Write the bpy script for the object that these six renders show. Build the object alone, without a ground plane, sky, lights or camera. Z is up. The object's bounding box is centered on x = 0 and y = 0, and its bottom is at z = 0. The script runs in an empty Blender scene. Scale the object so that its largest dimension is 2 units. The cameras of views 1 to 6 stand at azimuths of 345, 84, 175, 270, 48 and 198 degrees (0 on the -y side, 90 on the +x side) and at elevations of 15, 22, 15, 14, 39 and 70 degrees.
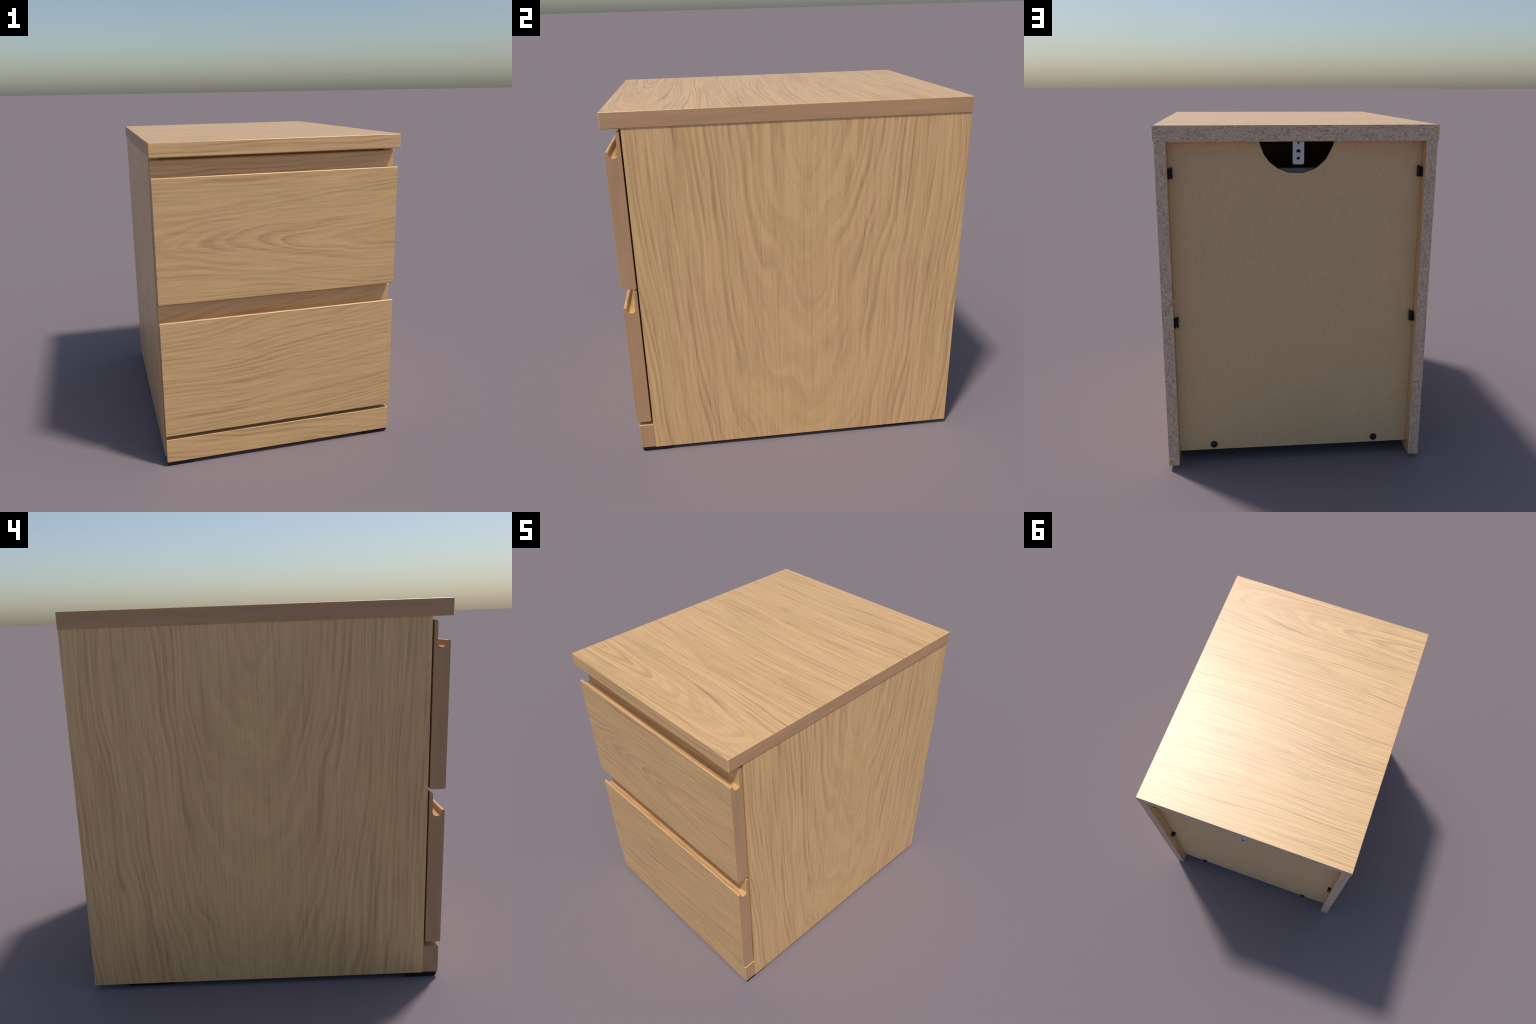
"""Light-oak veneered two-drawer bedside cabinet, built part by part."""
import bpy, bmesh, math
from mathutils import Vector

# ----------------------------------------------------------------- sizes (m)
TOP_HX, TOP_Y0, TOP_Y1, TOP_Z0, TOP_Z1 = 0.7555, -0.9413, 0.9413, 1.916, 2.0
SIDE_XO, SIDE_XI, SIDE_Y0, SIDE_Y1, SIDE_Z0 = 0.7505, 0.6900, -0.8425, 0.9413, 0.0275
FRONT_HX, FRONT_Y0, FRONT_Y1 = 0.7470, -0.9325, -0.8520
PLINTH_Y0, PLINTH_Y1, PLINTH_Z0, PLINTH_Z1 = -0.9245, -0.8435, 0.0265, 0.183
BACK_Y, BACK_Z0, BACK_T = 0.873, 0.083, 0.012
DRAWERS = [  # bottom, lip (front edge of the grip), top of the rear tongue
    (1.0605, 1.8035, 1.8990),
    (0.2085, 0.9500, 1.0430),
]

# ------------------------------------------------------------ node utilities
class Graph:
    """Small helper that keeps the shader code readable."""
    def __init__(self, name):
        self.mat = bpy.data.materials.new(name)
        self.mat.use_nodes = True
        self.nt = self.mat.node_tree
        self.nt.nodes.clear()
        self.out = self.nt.nodes.new("ShaderNodeOutputMaterial")
        self.bsdf = self.nt.nodes.new("ShaderNodeBsdfPrincipled")
        self.nt.links.new(self.bsdf.outputs[0], self.out.inputs[0])
        self.obj = self.nt.nodes.new("ShaderNodeTexCoord").outputs["Object"]

    def put(self, socket, value):
        if isinstance(value, bpy.types.NodeSocket):
            self.nt.links.new(value, socket)
        else:
            socket.default_value = value

    def math(self, op, a, b=0.0, clamp=False):
        n = self.nt.nodes.new("ShaderNodeMath")
        n.operation, n.use_clamp = op, clamp
        self.put(n.inputs[0], a)
        self.put(n.inputs[1], b)
        return n.outputs[0]

    def place(self, scale, offset=(0, 0, 0), rot=(0, 0, 0), vec=None):
        n = self.nt.nodes.new("ShaderNodeMapping")
        self.put(n.inputs["Vector"], vec or self.obj)
        n.inputs["Scale"].default_value = scale
        n.inputs["Location"].default_value = offset
        n.inputs["Rotation"].default_value = rot
        return n.outputs[0]

    def noise(self, vec, scale=1.0, detail=2.0, rough=0.5, dist=0.0):
        n = self.nt.nodes.new("ShaderNodeTexNoise")
        self.put(n.inputs["Vector"], vec)
        n.inputs["Scale"].default_value = scale
        n.inputs["Detail"].default_value = detail
        n.inputs["Roughness"].default_value = rough
        n.inputs["Distortion"].default_value = dist
        return n.outputs[0]

    def axes(self):
        n = self.nt.nodes.new("ShaderNodeSeparateXYZ")
        self.put(n.inputs[0], self.obj)
        return n.outputs

    def remap(self, v, a, b, c=0.0, d=1.0, smooth=False):
        n = self.nt.nodes.new("ShaderNodeMapRange")
        n.interpolation_type = "SMOOTHSTEP" if smooth else "LINEAR"
        self.put(n.inputs[0], v)
        for i, x in enumerate((a, b, c, d)):
            n.inputs[i + 1].default_value = x
        return n.outputs[0]

    def mix(self, fac, a, b, blend="MIX"):
        n = self.nt.nodes.new("ShaderNodeMix")
        n.data_type, n.blend_type = "RGBA", blend
        self.put(n.inputs[0], fac)
        self.put(n.inputs[6], a if isinstance(a, bpy.types.NodeSocket) else (*a, 1))
        self.put(n.inputs[7], b if isinstance(b, bpy.types.NodeSocket) else (*b, 1))
        return n.outputs[2]

    def bump(self, height, strength, distance):
        n = self.nt.nodes.new("ShaderNodeBump")
        n.inputs["Strength"].default_value = strength
        n.inputs["Distance"].default_value = distance
        self.put(n.inputs["Height"], height)
        self.put(self.bsdf.inputs["Normal"], n.outputs[0])

    def finish(self, color, rough, spec=0.5):
        self.put(self.bsdf.inputs["Base Color"], color)
        self.put(self.bsdf.inputs["Roughness"], rough)
        self.bsdf.inputs["Specular IOR Level"].default_value = spec
        return self.mat


OAK_PALE = (0.782, 0.490, 0.215)
OAK_PINK = (0.780, 0.476, 0.219)
OAK_OLIVE = (0.754, 0.478, 0.202)
OAK_DARK = (0.420, 0.222, 0.092)
BAND = (0.515, 0.300, 0.156)


def oak(name, along, seed, heart=0.0, depth=0.25, taper=0.10, rings=46.0,
        warp=0.04, drift=0.0, heart_strength=1.0, tone=1.0, contrast=1.0):
    """Oak veneer as a flat cut through the cone-shaped year rings of a trunk.
    `along` is the axis of the grain, `heart` where the pith runs across it,
    `depth` how far below the cut it lies and `taper` how that depth changes
    along the board: far from the heart the rings run straight, over it they
    close into cathedral arches. Fibres and hue bands follow the rings."""
    g = Graph(name)
    ax = g.axes()
    o = [ax[i] for i in range(3) if i != along]
    st = lambda a, c: tuple(a if i == along else c for i in range(3))
    off = (seed * 3.17, seed * 5.71, seed * 7.93)
    lng = ax[along]
    madd = lambda v, m, c: g.math("ADD", g.math("MULTIPLY", v, m), c)
    slow = g.noise(g.place(st(0.8, 1.5), off), 1.0, 1.0, 0.4)
    mid = g.noise(g.place(st(1.5, 4.5), off), 1.0, 1.5, 0.45)
    cross = g.math("ADD", g.math("ADD", o[0], g.math("MULTIPLY", o[1], 0.8)), -heart)
    cross = g.math("ADD", cross, g.math("MULTIPLY", lng, drift))
    cross = g.math("ADD", cross, madd(slow, warp * 4.0, -warp * 2.0))
    cross = g.math("ADD", cross, madd(mid, warp * 0.9, -warp * 0.45))
    deep = g.math("ADD", madd(lng, taper, depth), madd(mid, 0.10, -0.05))
    field = g.math("SQRT", g.math("ADD", g.math("MULTIPLY", cross, cross),
                                  g.math("MULTIPLY", deep, deep)))

    def flow(ka, kc, shift):
        c = g.nt.nodes.new("ShaderNodeCombineXYZ")
        g.put(c.inputs[0], madd(field, kc, shift))
        g.put(c.inputs[1], g.math("MULTIPLY", lng, ka))
        c.inputs[2].default_value = seed + shift
        return c.outputs[0]

    wav = g.noise(flow(1.1, 26.0, 1.3), 1.0, 1.5, 0.5)
    phase = g.math("ADD", g.math("MULTIPLY", field, rings), g.math("MULTIPLY", wav, 1.9))
    saw = g.math("FRACT", phase)
    late = g.math("MULTIPLY", g.remap(saw, 0.15, 0.80, 0, 1, True), g.remap(saw, 1.0, 0.84, 0, 1, True))
    vigour = g.noise(flow(0.9, rings * 0.55, 4.1), 1.0, 2.0, 0.6)
    late = g.math("MULTIPLY", late, g.remap(vigour, 0.34, 0.70, 0.05, 1.0, True))
    late = g.math("MULTIPLY", late, g.remap(g.math("ABSOLUTE", cross), 0.06, 0.24, heart_strength, 1.0, True))
    fibre = g.noise(flow(1.5, 85.0, 2.7), 1.0, 3.0, 0.62)
    straight = g.noise(g.place(st(1.5, 88.0), off), 1.0, 3.0, 0.62)
    pores = g.noise(g.place(st(8.0, 150.0), off), 1.0, 2.0, 0.55)
    hue = g.noise(flow(0.8, 9.0, 6.6), 1.0, 2.0, 0.55)
    hue2 = g.noise(flow(1.2, 6.0, 9.9), 1.0, 2.0, 0.5)
    smudge = g.noise(g.place(st(2.2, 11.0), (off[2], off[0], off[1])), 1.0, 2.0, 0.5)
    col = g.mix(g.remap(hue, 0.42, 0.58, 0, 1, True), OAK_PINK, OAK_PALE)
    col = g.mix(g.remap(hue2, 0.48, 0.64, 0, 0.8, True), col, OAK_OLIVE)
    dark = g.math("MULTIPLY", late, 0.50 * contrast)
    dark = g.math("ADD", dark, g.remap(fibre, 0.42, 0.74, 0, 0.30 * contrast))
    dark = g.math("ADD", dark, g.remap(straight, 0.44, 0.72, 0, 0.33 * contrast))
    dark = g.math("ADD", dark, g.remap(pores, 0.54, 0.72, 0, 0.22 * contrast, True))
    dark = g.math("ADD", dark, g.remap(smudge, 0.60, 0.74, 0, 0.22 * contrast, True), clamp=True)
    col = g.mix(dark, col, OAK_DARK)
    if tone != 1.0:
        col = g.mix(1.0, col, (tone, tone, tone), "MULTIPLY")
    g.bump(g.math("ADD", g.math("MULTIPLY", straight, 0.7), g.math("MULTIPLY", pores, 0.3)), 0.06, 0.002)
    return g.finish(col, 0.40, 0.95)


def edge_banding(name, along, seed):
    """Thin veneer strip on board edges: plainer and redder than the faces."""
    g = Graph(name)
    st = lambda a, c: tuple(a if i == along else c for i in range(3))
    off = (seed * 2.3, seed * 4.1, seed * 1.7)
    a = g.noise(g.place(st(2.0, 22.0), off), 1.0, 3.0, 0.55)
    b = g.noise(g.place(st(4.0, 9.0), off), 1.0, 2.0, 0.5)
    col = g.mix(g.remap(a, 0.35, 0.68), BAND, tuple(c * 0.84 for c in BAND))
    col = g.mix(g.remap(b, 0.45, 0.7, 0, 0.6, True), col, (0.505, 0.280, 0.145))
    return g.finish(col, 0.45, 0.5)


def chipboard(name, along):
    g = Graph(name)
    st = lambda a, c: tuple(a if i == along else c for i in range(3))
    chips = g.noise(g.place(st(62.0, 120.0)), 1.0, 3.0, 0.65)
    flakes = g.noise(g.place(st(24.0, 60.0), (3, 1, 2)), 1.0, 3.0, 0.6)
    tint = g.noise(g.place((16, 16, 16), (7, 2, 5)), 1.0, 2.0, 0.5)
    col = g.mix(g.remap(tint, 0.38, 0.62, 0, 1, True), (0.66, 0.475, 0.36), (0.64, 0.480, 0.34))
    col = g.mix(g.remap(flakes, 0.44, 0.68, 0, 0.75, True), col, (0.42, 0.295, 0.22))
    col = g.mix(g.remap(chips, 0.52, 0.66, 0, 0.9, True), col, (0.82, 0.62, 0.50))
    col = g.mix(g.remap(chips, 0.46, 0.34, 0, 0.9, True), col, (0.36, 0.245, 0.18))
    g.bump(chips, 0.35, 0.004)
    return g.finish(col, 0.85, 0.25)


def hardboard(name):
    g = Graph(name)
    a = g.noise(g.place((7, 7, 3)), 1.0, 3.0, 0.55)
    b = g.noise(g.place((90, 90, 60)), 1.0, 3.0, 0.6)
    col = g.mix(g.remap(a, 0.35, 0.65), (0.705, 0.485, 0.268), (0.675, 0.475, 0.260))
    col = g.mix(g.remap(b, 0.45, 0.75, 0, 0.45), col, (0.52, 0.36, 0.195))
    return g.finish(col, 0.7, 0.35)


def plain(name, color, rough, metallic=0.0, spec=0.5, vary=0.12):
    g = Graph(name)
    n = g.noise(g.place((25, 25, 25)), 1.0, 3.0, 0.5)
    col = g.mix(g.remap(n, 0.35, 0.65), tuple(c * (1 - vary) for c in color), color)
    g.bsdf.inputs["Metallic"].default_value = metallic
    return g.finish(col, rough, spec)


M_TOP = oak("oak_veneer_top", 0, 1.0, heart=0.83, depth=0.09, taper=0.09, warp=0.03)
M_SIDE = oak("oak_veneer_side", 2, 2.0, heart=0.80, depth=0.46, taper=-0.10, warp=0.026,
             heart_strength=0.10)
M_SIDE2 = oak("oak_veneer_side_other", 2, 3.4, heart=-0.72, depth=0.46, taper=-0.10, warp=0.026,
              heart_strength=0.10)
M_FRONT = [oak("oak_veneer_front", 0, 4.2, heart=0.19, depth=0.11, taper=-0.10, warp=0.03),
           oak("oak_veneer_front_other", 0, 6.3, heart=0.10, depth=0.20, taper=0.10, drift=-0.05)]
M_PLINTH = oak("oak_veneer_plinth", 0, 8.5, heart=-1.1, contrast=1.0)
M_BAND_Y = edge_banding("edge_banding_lengthwise", 1, 1.0)
M_BAND_Z = edge_banding("edge_banding_upright", 2, 2.0)
M_CHIP_X = chipboard("raw_chipboard_crosswise", 0)
M_CHIP_Z = chipboard("raw_chipboard_upright", 2)
M_BACK = hardboard("tan_hardboard")
M_PLASTIC = plain("black_plastic", (0.010, 0.010, 0.010), 0.5, spec=0.3)
M_STEEL = plain("zinc_plated_steel", (0.56, 0.56, 0.58), 0.5, 0.55)
M_BOX = plain("grey_drawer_foil", (0.46, 0.45, 0.43), 0.55)

# --------------------------------------------------------------- mesh helpers
root = bpy.data.objects.new("bedside_cabinet", None)
root.empty_display_size = 0.3
root["label"] = "light oak veneer bedside cabinet with two drawers"
root["category"] = "bedside table"
bpy.context.collection.objects.link(root)


def add(name, mesh, parent=root, location=(0, 0, 0)):
    ob = bpy.data.objects.new(name, mesh)
    bpy.context.collection.objects.link(ob)
    ob.parent = parent
    ob.location = location
    # keep the flat faces flat: rounded edges take the normals of the big faces
    wn = ob.modifiers.new("face_weighted_normals", "WEIGHTED_NORMAL")
    wn.mode, wn.weight, wn.keep_sharp = "FACE_AREA", 100, True
    return ob


def to_mesh(bm, name, mats, smooth_angle=35):
    bmesh.ops.recalc_face_normals(bm, faces=bm.faces)
    me = bpy.data.meshes.new(name)
    bm.to_mesh(me)
    bm.free()
    for m in mats:
        me.materials.append(m)
    me.shade_smooth()
    me.set_sharp_from_angle(angle=math.radians(smooth_angle))
    return me


def box_bm(x0, x1, y0, y1, z0, z1):
    bm = bmesh.new()
    bmesh.ops.create_cube(bm, size=1.0)
    for v in bm.verts:
        v.co = Vector(((x0 + x1) / 2 + v.co.x * (x1 - x0),
                       (y0 + y1) / 2 + v.co.y * (y1 - y0),
                       (z0 + z1) / 2 + v.co.z * (z1 - z0)))
    return bm


def bevel_where(bm, test, width, segments=3):
    edges = [e for e in bm.edges if test((e.verts[0].co + e.verts[1].co) / 2,
                                         (e.verts[1].co - e.verts[0].co).normalized())]
    bmesh.ops.bevel(bm, geom=edges, offset=width, segments=segments, profile=0.5,
                    affect="EDGES", clamp_overlap=True)


def paint_by_normal(bm, rule):
    """Give whole faces a material slot according to which board edge they are."""
    bm.normal_update()
    for f in bm.faces:
        f.material_index = rule(f.normal, f.calc_center_median())


def extrude_profile(profile, axis, a, b):
    """Prism from a closed 2D profile; axis 0 takes (y, z), 1 (x, z), 2 (x, y)."""
    bm = bmesh.new()
    def point(p, t):
        c = list(p)
        c.insert(axis, t)
        return Vector(c)
    va = [bm.verts.new(point(p, a)) for p in profile]
    vb = [bm.verts.new(point(p, b)) for p in profile]
    n = len(profile)
    bm.faces.new(va)
    bm.faces.new(list(reversed(vb)))
    for i in range(n):
        bm.faces.new((va[i], vb[i], vb[(i + 1) % n], va[(i + 1) % n]))
    bmesh.ops.recalc_face_normals(bm, faces=bm.faces)
    return bm


def arc(cx, cz, rx, rz, a0, a1, n):
    return [(cx + rx * math.cos(math.radians(a0 + (a1 - a0) * i / n)),
             cz + rz * math.sin(math.radians(a0 + (a1 - a0) * i / n))) for i in range(n + 1)]

# ------------------------------------------------------------------ top panel
bm = box_bm(-TOP_HX, TOP_HX, TOP_Y0, TOP_Y1, TOP_Z0, TOP_Z1)
bevel_where(bm, lambda m, d: m.y < TOP_Y1 - 1e-4, 0.0052, 3)
paint_by_normal(bm, lambda n, c: 2 if n.y > 0.7 else (1 if abs(n.x) > 0.75 else 0))
add("top_panel", to_mesh(bm, "top_panel", [M_TOP, M_BAND_Y, M_CHIP_X]))

# ---------------------------------------------------------------- side panels
for sx, mat in ((1, M_SIDE), (-1, M_SIDE2)):
    x0, x1 = sorted((sx * SIDE_XI, sx * SIDE_XO))
    bm = box_bm(x0, x1, SIDE_Y0, SIDE_Y1, SIDE_Z0, TOP_Z0)
    bevel_where(bm, lambda m, d: abs(d.z) > 0.9 and m.y < 0, 0.003, 2)
    paint_by_normal(bm, lambda n, c: 1 if n.y > 0.7 else 0)
    add("side_panel", to_mesh(bm, "side_panel", [mat, M_CHIP_Z]))

# -------------------------------------------------------------- drawer fronts
def drawer_front_mesh(z0, lip, tip, mats):
    y0, y1 = FRONT_Y0, FRONT_Y1
    gy, gw = -0.8922, 0.0225                 # middle and half width of the grip groove
    prof = [(y1, z0 + 0.004), (y1 - 0.004, z0)]
    prof += arc(y0 + 0.006, z0 + 0.006, 0.006, 0.006, 270, 180, 4)
    prof += arc(y0 + 0.006, lip - 0.006, 0.006, 0.006, 180, 90, 4)
    prof += arc(y0 + 0.0105, lip - 0.007, 0.0075, 0.007, 80, 25, 4)
    prof += arc(gy, lip - 0.0125, gw, 0.0205, 190, 350, 14)
    prof += [(gy + gw, lip + 0.02)]
    prof += arc(gy + gw + 0.011, tip - 0.011, 0.011, 0.011, 180, 90, 6)
    prof += [(y1 - 0.002, tip), (y1, tip - 0.002)]
    bm = extrude_profile(prof, 0, -FRONT_HX, FRONT_HX)
    bevel_where(bm, lambda m, d: abs(d.x) < 0.5 and m.y < y0 + 0.0065 , 0.0024, 2)
    paint_by_normal(bm, lambda n, c: 1 if abs(n.x) > 0.75 else 0)
    return to_mesh(bm, "drawer_front", mats, 40)


def drawer_box_mesh(z0, z1):
    """Open tray behind the front: two sides, a back and a thin bottom."""
    bm = bmesh.new()
    hx, ya, yb, t = 0.640, FRONT_Y1 + 0.001, 0.735, 0.045
    for dims in ((-hx, -hx + t, ya, yb, z0, z1), (hx - t, hx, ya, yb, z0, z1),
                 (-hx + t + 0.001, hx - t - 0.001, yb - t, yb - 0.001, z0 + 0.001, z1 - 0.001),
                 (-hx + t + 0.001, hx - t - 0.001, ya, yb - t - 0.001, z0 + 0.03, z0 + 0.042)):
        piece = box_bm(*dims)
        tmp = bpy.data.meshes.new("tmp")
        piece.to_mesh(tmp)
        piece.free()
        bm.from_mesh(tmp)
        bpy.data.meshes.remove(tmp)
    return to_mesh(bm, "drawer_box", [M_BOX])


for (z0, lip, tip), mat in zip(DRAWERS, M_FRONT):
    front = add("drawer_front", drawer_front_mesh(z0, lip, tip, [mat, M_BAND_Z]))
    add("drawer_box", drawer_box_mesh(z0 + 0.10, lip - 0.0535), parent=front)

# ---------------------------------------- cross rails seen through the gaps
for z0, z1 in ((1.868, 1.915), (1.020, 1.078), (0.150, 0.225)):
    bm = box_bm(-SIDE_XI + 0.001, SIDE_XI - 0.001, -0.816, -0.755, z0, z1)
    bevel_where(bm, lambda m, d: abs(d.x) > 0.9, 0.002, 2)
    add("cross_rail", to_mesh(bm, "cross_rail", [M_PLINTH]))

# --------------------------------------------------------------------- plinth
bm = box_bm(-FRONT_HX, FRONT_HX, PLINTH_Y0, PLINTH_Y1, PLINTH_Z0, PLINTH_Z1)
bevel_where(bm, lambda m, d: m.y < PLINTH_Y1 - 0.001 or m.z > PLINTH_Z1 - 0.001, 0.003, 3)
paint_by_normal(bm, lambda n, c: 1 if abs(n.x) > 0.75 else 0)
add("plinth", to_mesh(bm, "plinth", [M_PLINTH, M_BAND_Z]))

# ----------------------------------------------- back panel with cable opening
hole_r, hole_z = 0.2045, 1.942
profile = [(-SIDE_XI + 0.001, BACK_Z0), (SIDE_XI - 0.001, BACK_Z0), (SIDE_XI - 0.001, TOP_Z0 - 0.001)]
for deg in (82.7, 75, 60, 47, 31, 13, -9, -26, -35, -52, -75, -82.7):
    a = math.radians(deg)
    profile.append((hole_r * math.sin(a), min(hole_z - hole_r * math.cos(a), TOP_Z0 - 0.001)))
profile.append((-SIDE_XI + 0.001, TOP_Z0 - 0.001))
bm = extrude_profile(profile, 1, BACK_Y - BACK_T, BACK_Y)
add("back_panel", to_mesh(bm, "back_panel", [M_BACK]))

# ---------------------------------------------- black clips holding the back
def clip_mesh():
    """Two upright fins with a slot between them on a small foot plate."""
    bm = bmesh.new()
    def fin(x0, x1, top, reach):
        prof = [(0, -0.029), (reach * 0.8, -0.030), (reach, -0.022), (reach * 1.02, -0.002),
                (reach * 0.85, top * 0.8), (reach * 0.55, top), (0, top)]
        return extrude_profile(prof, 0, x0, x1)
    for piece in (fin(-0.011, -0.0035, 0.024, 0.036), fin(0.0028, 0.0125, 0.030, 0.030),
                  box_bm(-0.0115, 0.0115, 0, 0.020, -0.024, 0.024)):
        bmesh.ops.bevel(piece, geom=list(piece.edges), offset=0.0015, segments=2, profile=0.5, affect="EDGES")
        tmp = bpy.data.meshes.new("tmp")
        piece.to_mesh(tmp)
        piece.free()
        bm.from_mesh(tmp)
        bpy.data.meshes.remove(tmp)
    return to_mesh(bm, "panel_clip", [M_PLASTIC])


clip = clip_mesh()
for sx in (1, -1):
    for z in (1.748, 0.906):
        ob = add("panel_clip", clip, location=(sx * (SIDE_XI - 0.0125), BACK_Y, z))
        ob.scale.x = -sx

# ------------------------------------------------------ black domed bolt heads
bm = bmesh.new()
bmesh.ops.create_uvsphere(bm, u_segments=20, v_segments=12, radius=0.0212)
for v in bm.verts:
    v.co.y *= 0.8
bolt = to_mesh(bm, "bolt_head", [M_PLASTIC], 60)
for x in (0.486, -0.486):
    add("bolt_head", bolt, location=(x, BACK_Y, 0.1165))

# ------------------------------------------- steel wall bracket under the top
def bracket_outline(n=5):
    hw, lo, hi, r = 0.0302, -0.0595, 0.0565, 0.010
    return ([(-hw, hi)] + arc(-hw + r, lo + r, r, r, 180, 270, n)
            + arc(hw - r, lo + r, r, r, 270, 360, n) + [(hw, hi)]
            + [(0.0065, hi), (0.0, hi - 0.014), (-0.0065, hi)])      # V notch at the bend


def plate_with_hole(outer, hole, y0, y1):
    """Extruded plate (x, z outline) with one hole, filled by scan-fill."""
    bm = bmesh.new()
    loops = []
    for pts in (outer, hole):
        vs = [bm.verts.new((p[0], y0, p[1])) for p in pts]
        loops += [bm.edges.new((vs[i], vs[(i + 1) % len(vs)])) for i in range(len(vs))]
    bmesh.ops.triangle_fill(bm, edges=loops, use_beauty=True)
    ext = bmesh.ops.extrude_face_region(bm, geom=list(bm.faces))
    for v in ext["geom"]:
        if isinstance(v, bmesh.types.BMVert):
            v.co.y = y1
    return bm


bz = 1.8555
slot = arc(0, 0.0095, 0.0108, 0.0108, 0, 180, 8) + arc(0, -0.0255, 0.0108, 0.0108, 180, 360, 8)
bm = plate_with_hole(bracket_outline(), slot, -0.004, 0.0)
# bend and leg that runs forward under the top
leg = extrude_profile([(0.0, 0.0565), (-0.0015, 0.0585), (-0.003, 0.0595), (-0.120, 0.0595),
                       (-0.120, 0.0560), (-0.004, 0.0560)], 0, -0.0302, 0.0302)
tmp = bpy.data.meshes.new("tmp")
leg.to_mesh(tmp)
leg.free()
bm.from_mesh(tmp)
bpy.data.meshes.remove(tmp)
bracket = add("wall_bracket", to_mesh(bm, "wall_bracket", [M_STEEL]), location=(0, 0.9408, bz))
inner = [(-0.024, 0.0), (-0.008, 0.0030), (0.008, 0.0030), (0.024, 0.0), (0.024, -0.052), (-0.024, -0.052)]
hole = arc(-0.0003, -0.0275, 0.0080, 0.0080, 90, 90 + 360 * 6 / 7, 6)
bm = plate_with_hole(inner, hole, -0.0085, -0.005)
add("bracket_slider", to_mesh(bm, "bracket_slider", [M_STEEL]), parent=bracket)

# ----------------------------------------------------------------------- feet
def foot_mesh(hx, hy, h, taper):
    bm = box_bm(-hx, hx, -hy, hy, 0, h)
    for v in bm.verts:
        if v.co.z < h / 2:
            v.co.x -= math.copysign(taper, v.co.x)
            v.co.y -= math.copysign(taper, v.co.y)
    bevel_where(bm, lambda m, d: True, 0.004, 2)
    return to_mesh(bm, "foot", [M_PLASTIC])


front_foot = foot_mesh(0.0865, 0.087, SIDE_Z0 - 0.0012, 0.006)
rear_foot = foot_mesh(0.022, 0.134, SIDE_Z0 - 0.0005, 0.010)
for sx in (1, -1):
    add("foot", front_foot, location=(sx * 0.6622, -0.832, 0))
    add("foot", rear_foot, location=(sx * 0.717, 0.639, 0))

# ------------------------------------- small black bumpers behind the fronts
bm = box_bm(-0.010, 0.010, -0.0045, 0.0, -0.010, 0.010)
bevel_where(bm, lambda m, d: m.y < 0.0, 0.002, 2)
bumper = to_mesh(bm, "bumper", [M_PLASTIC])
for sx in (1, -1):
    for z in (1.088, 0.236):
        add("bumper", bumper, location=(sx * 0.722, SIDE_Y0 - 0.0005, z))
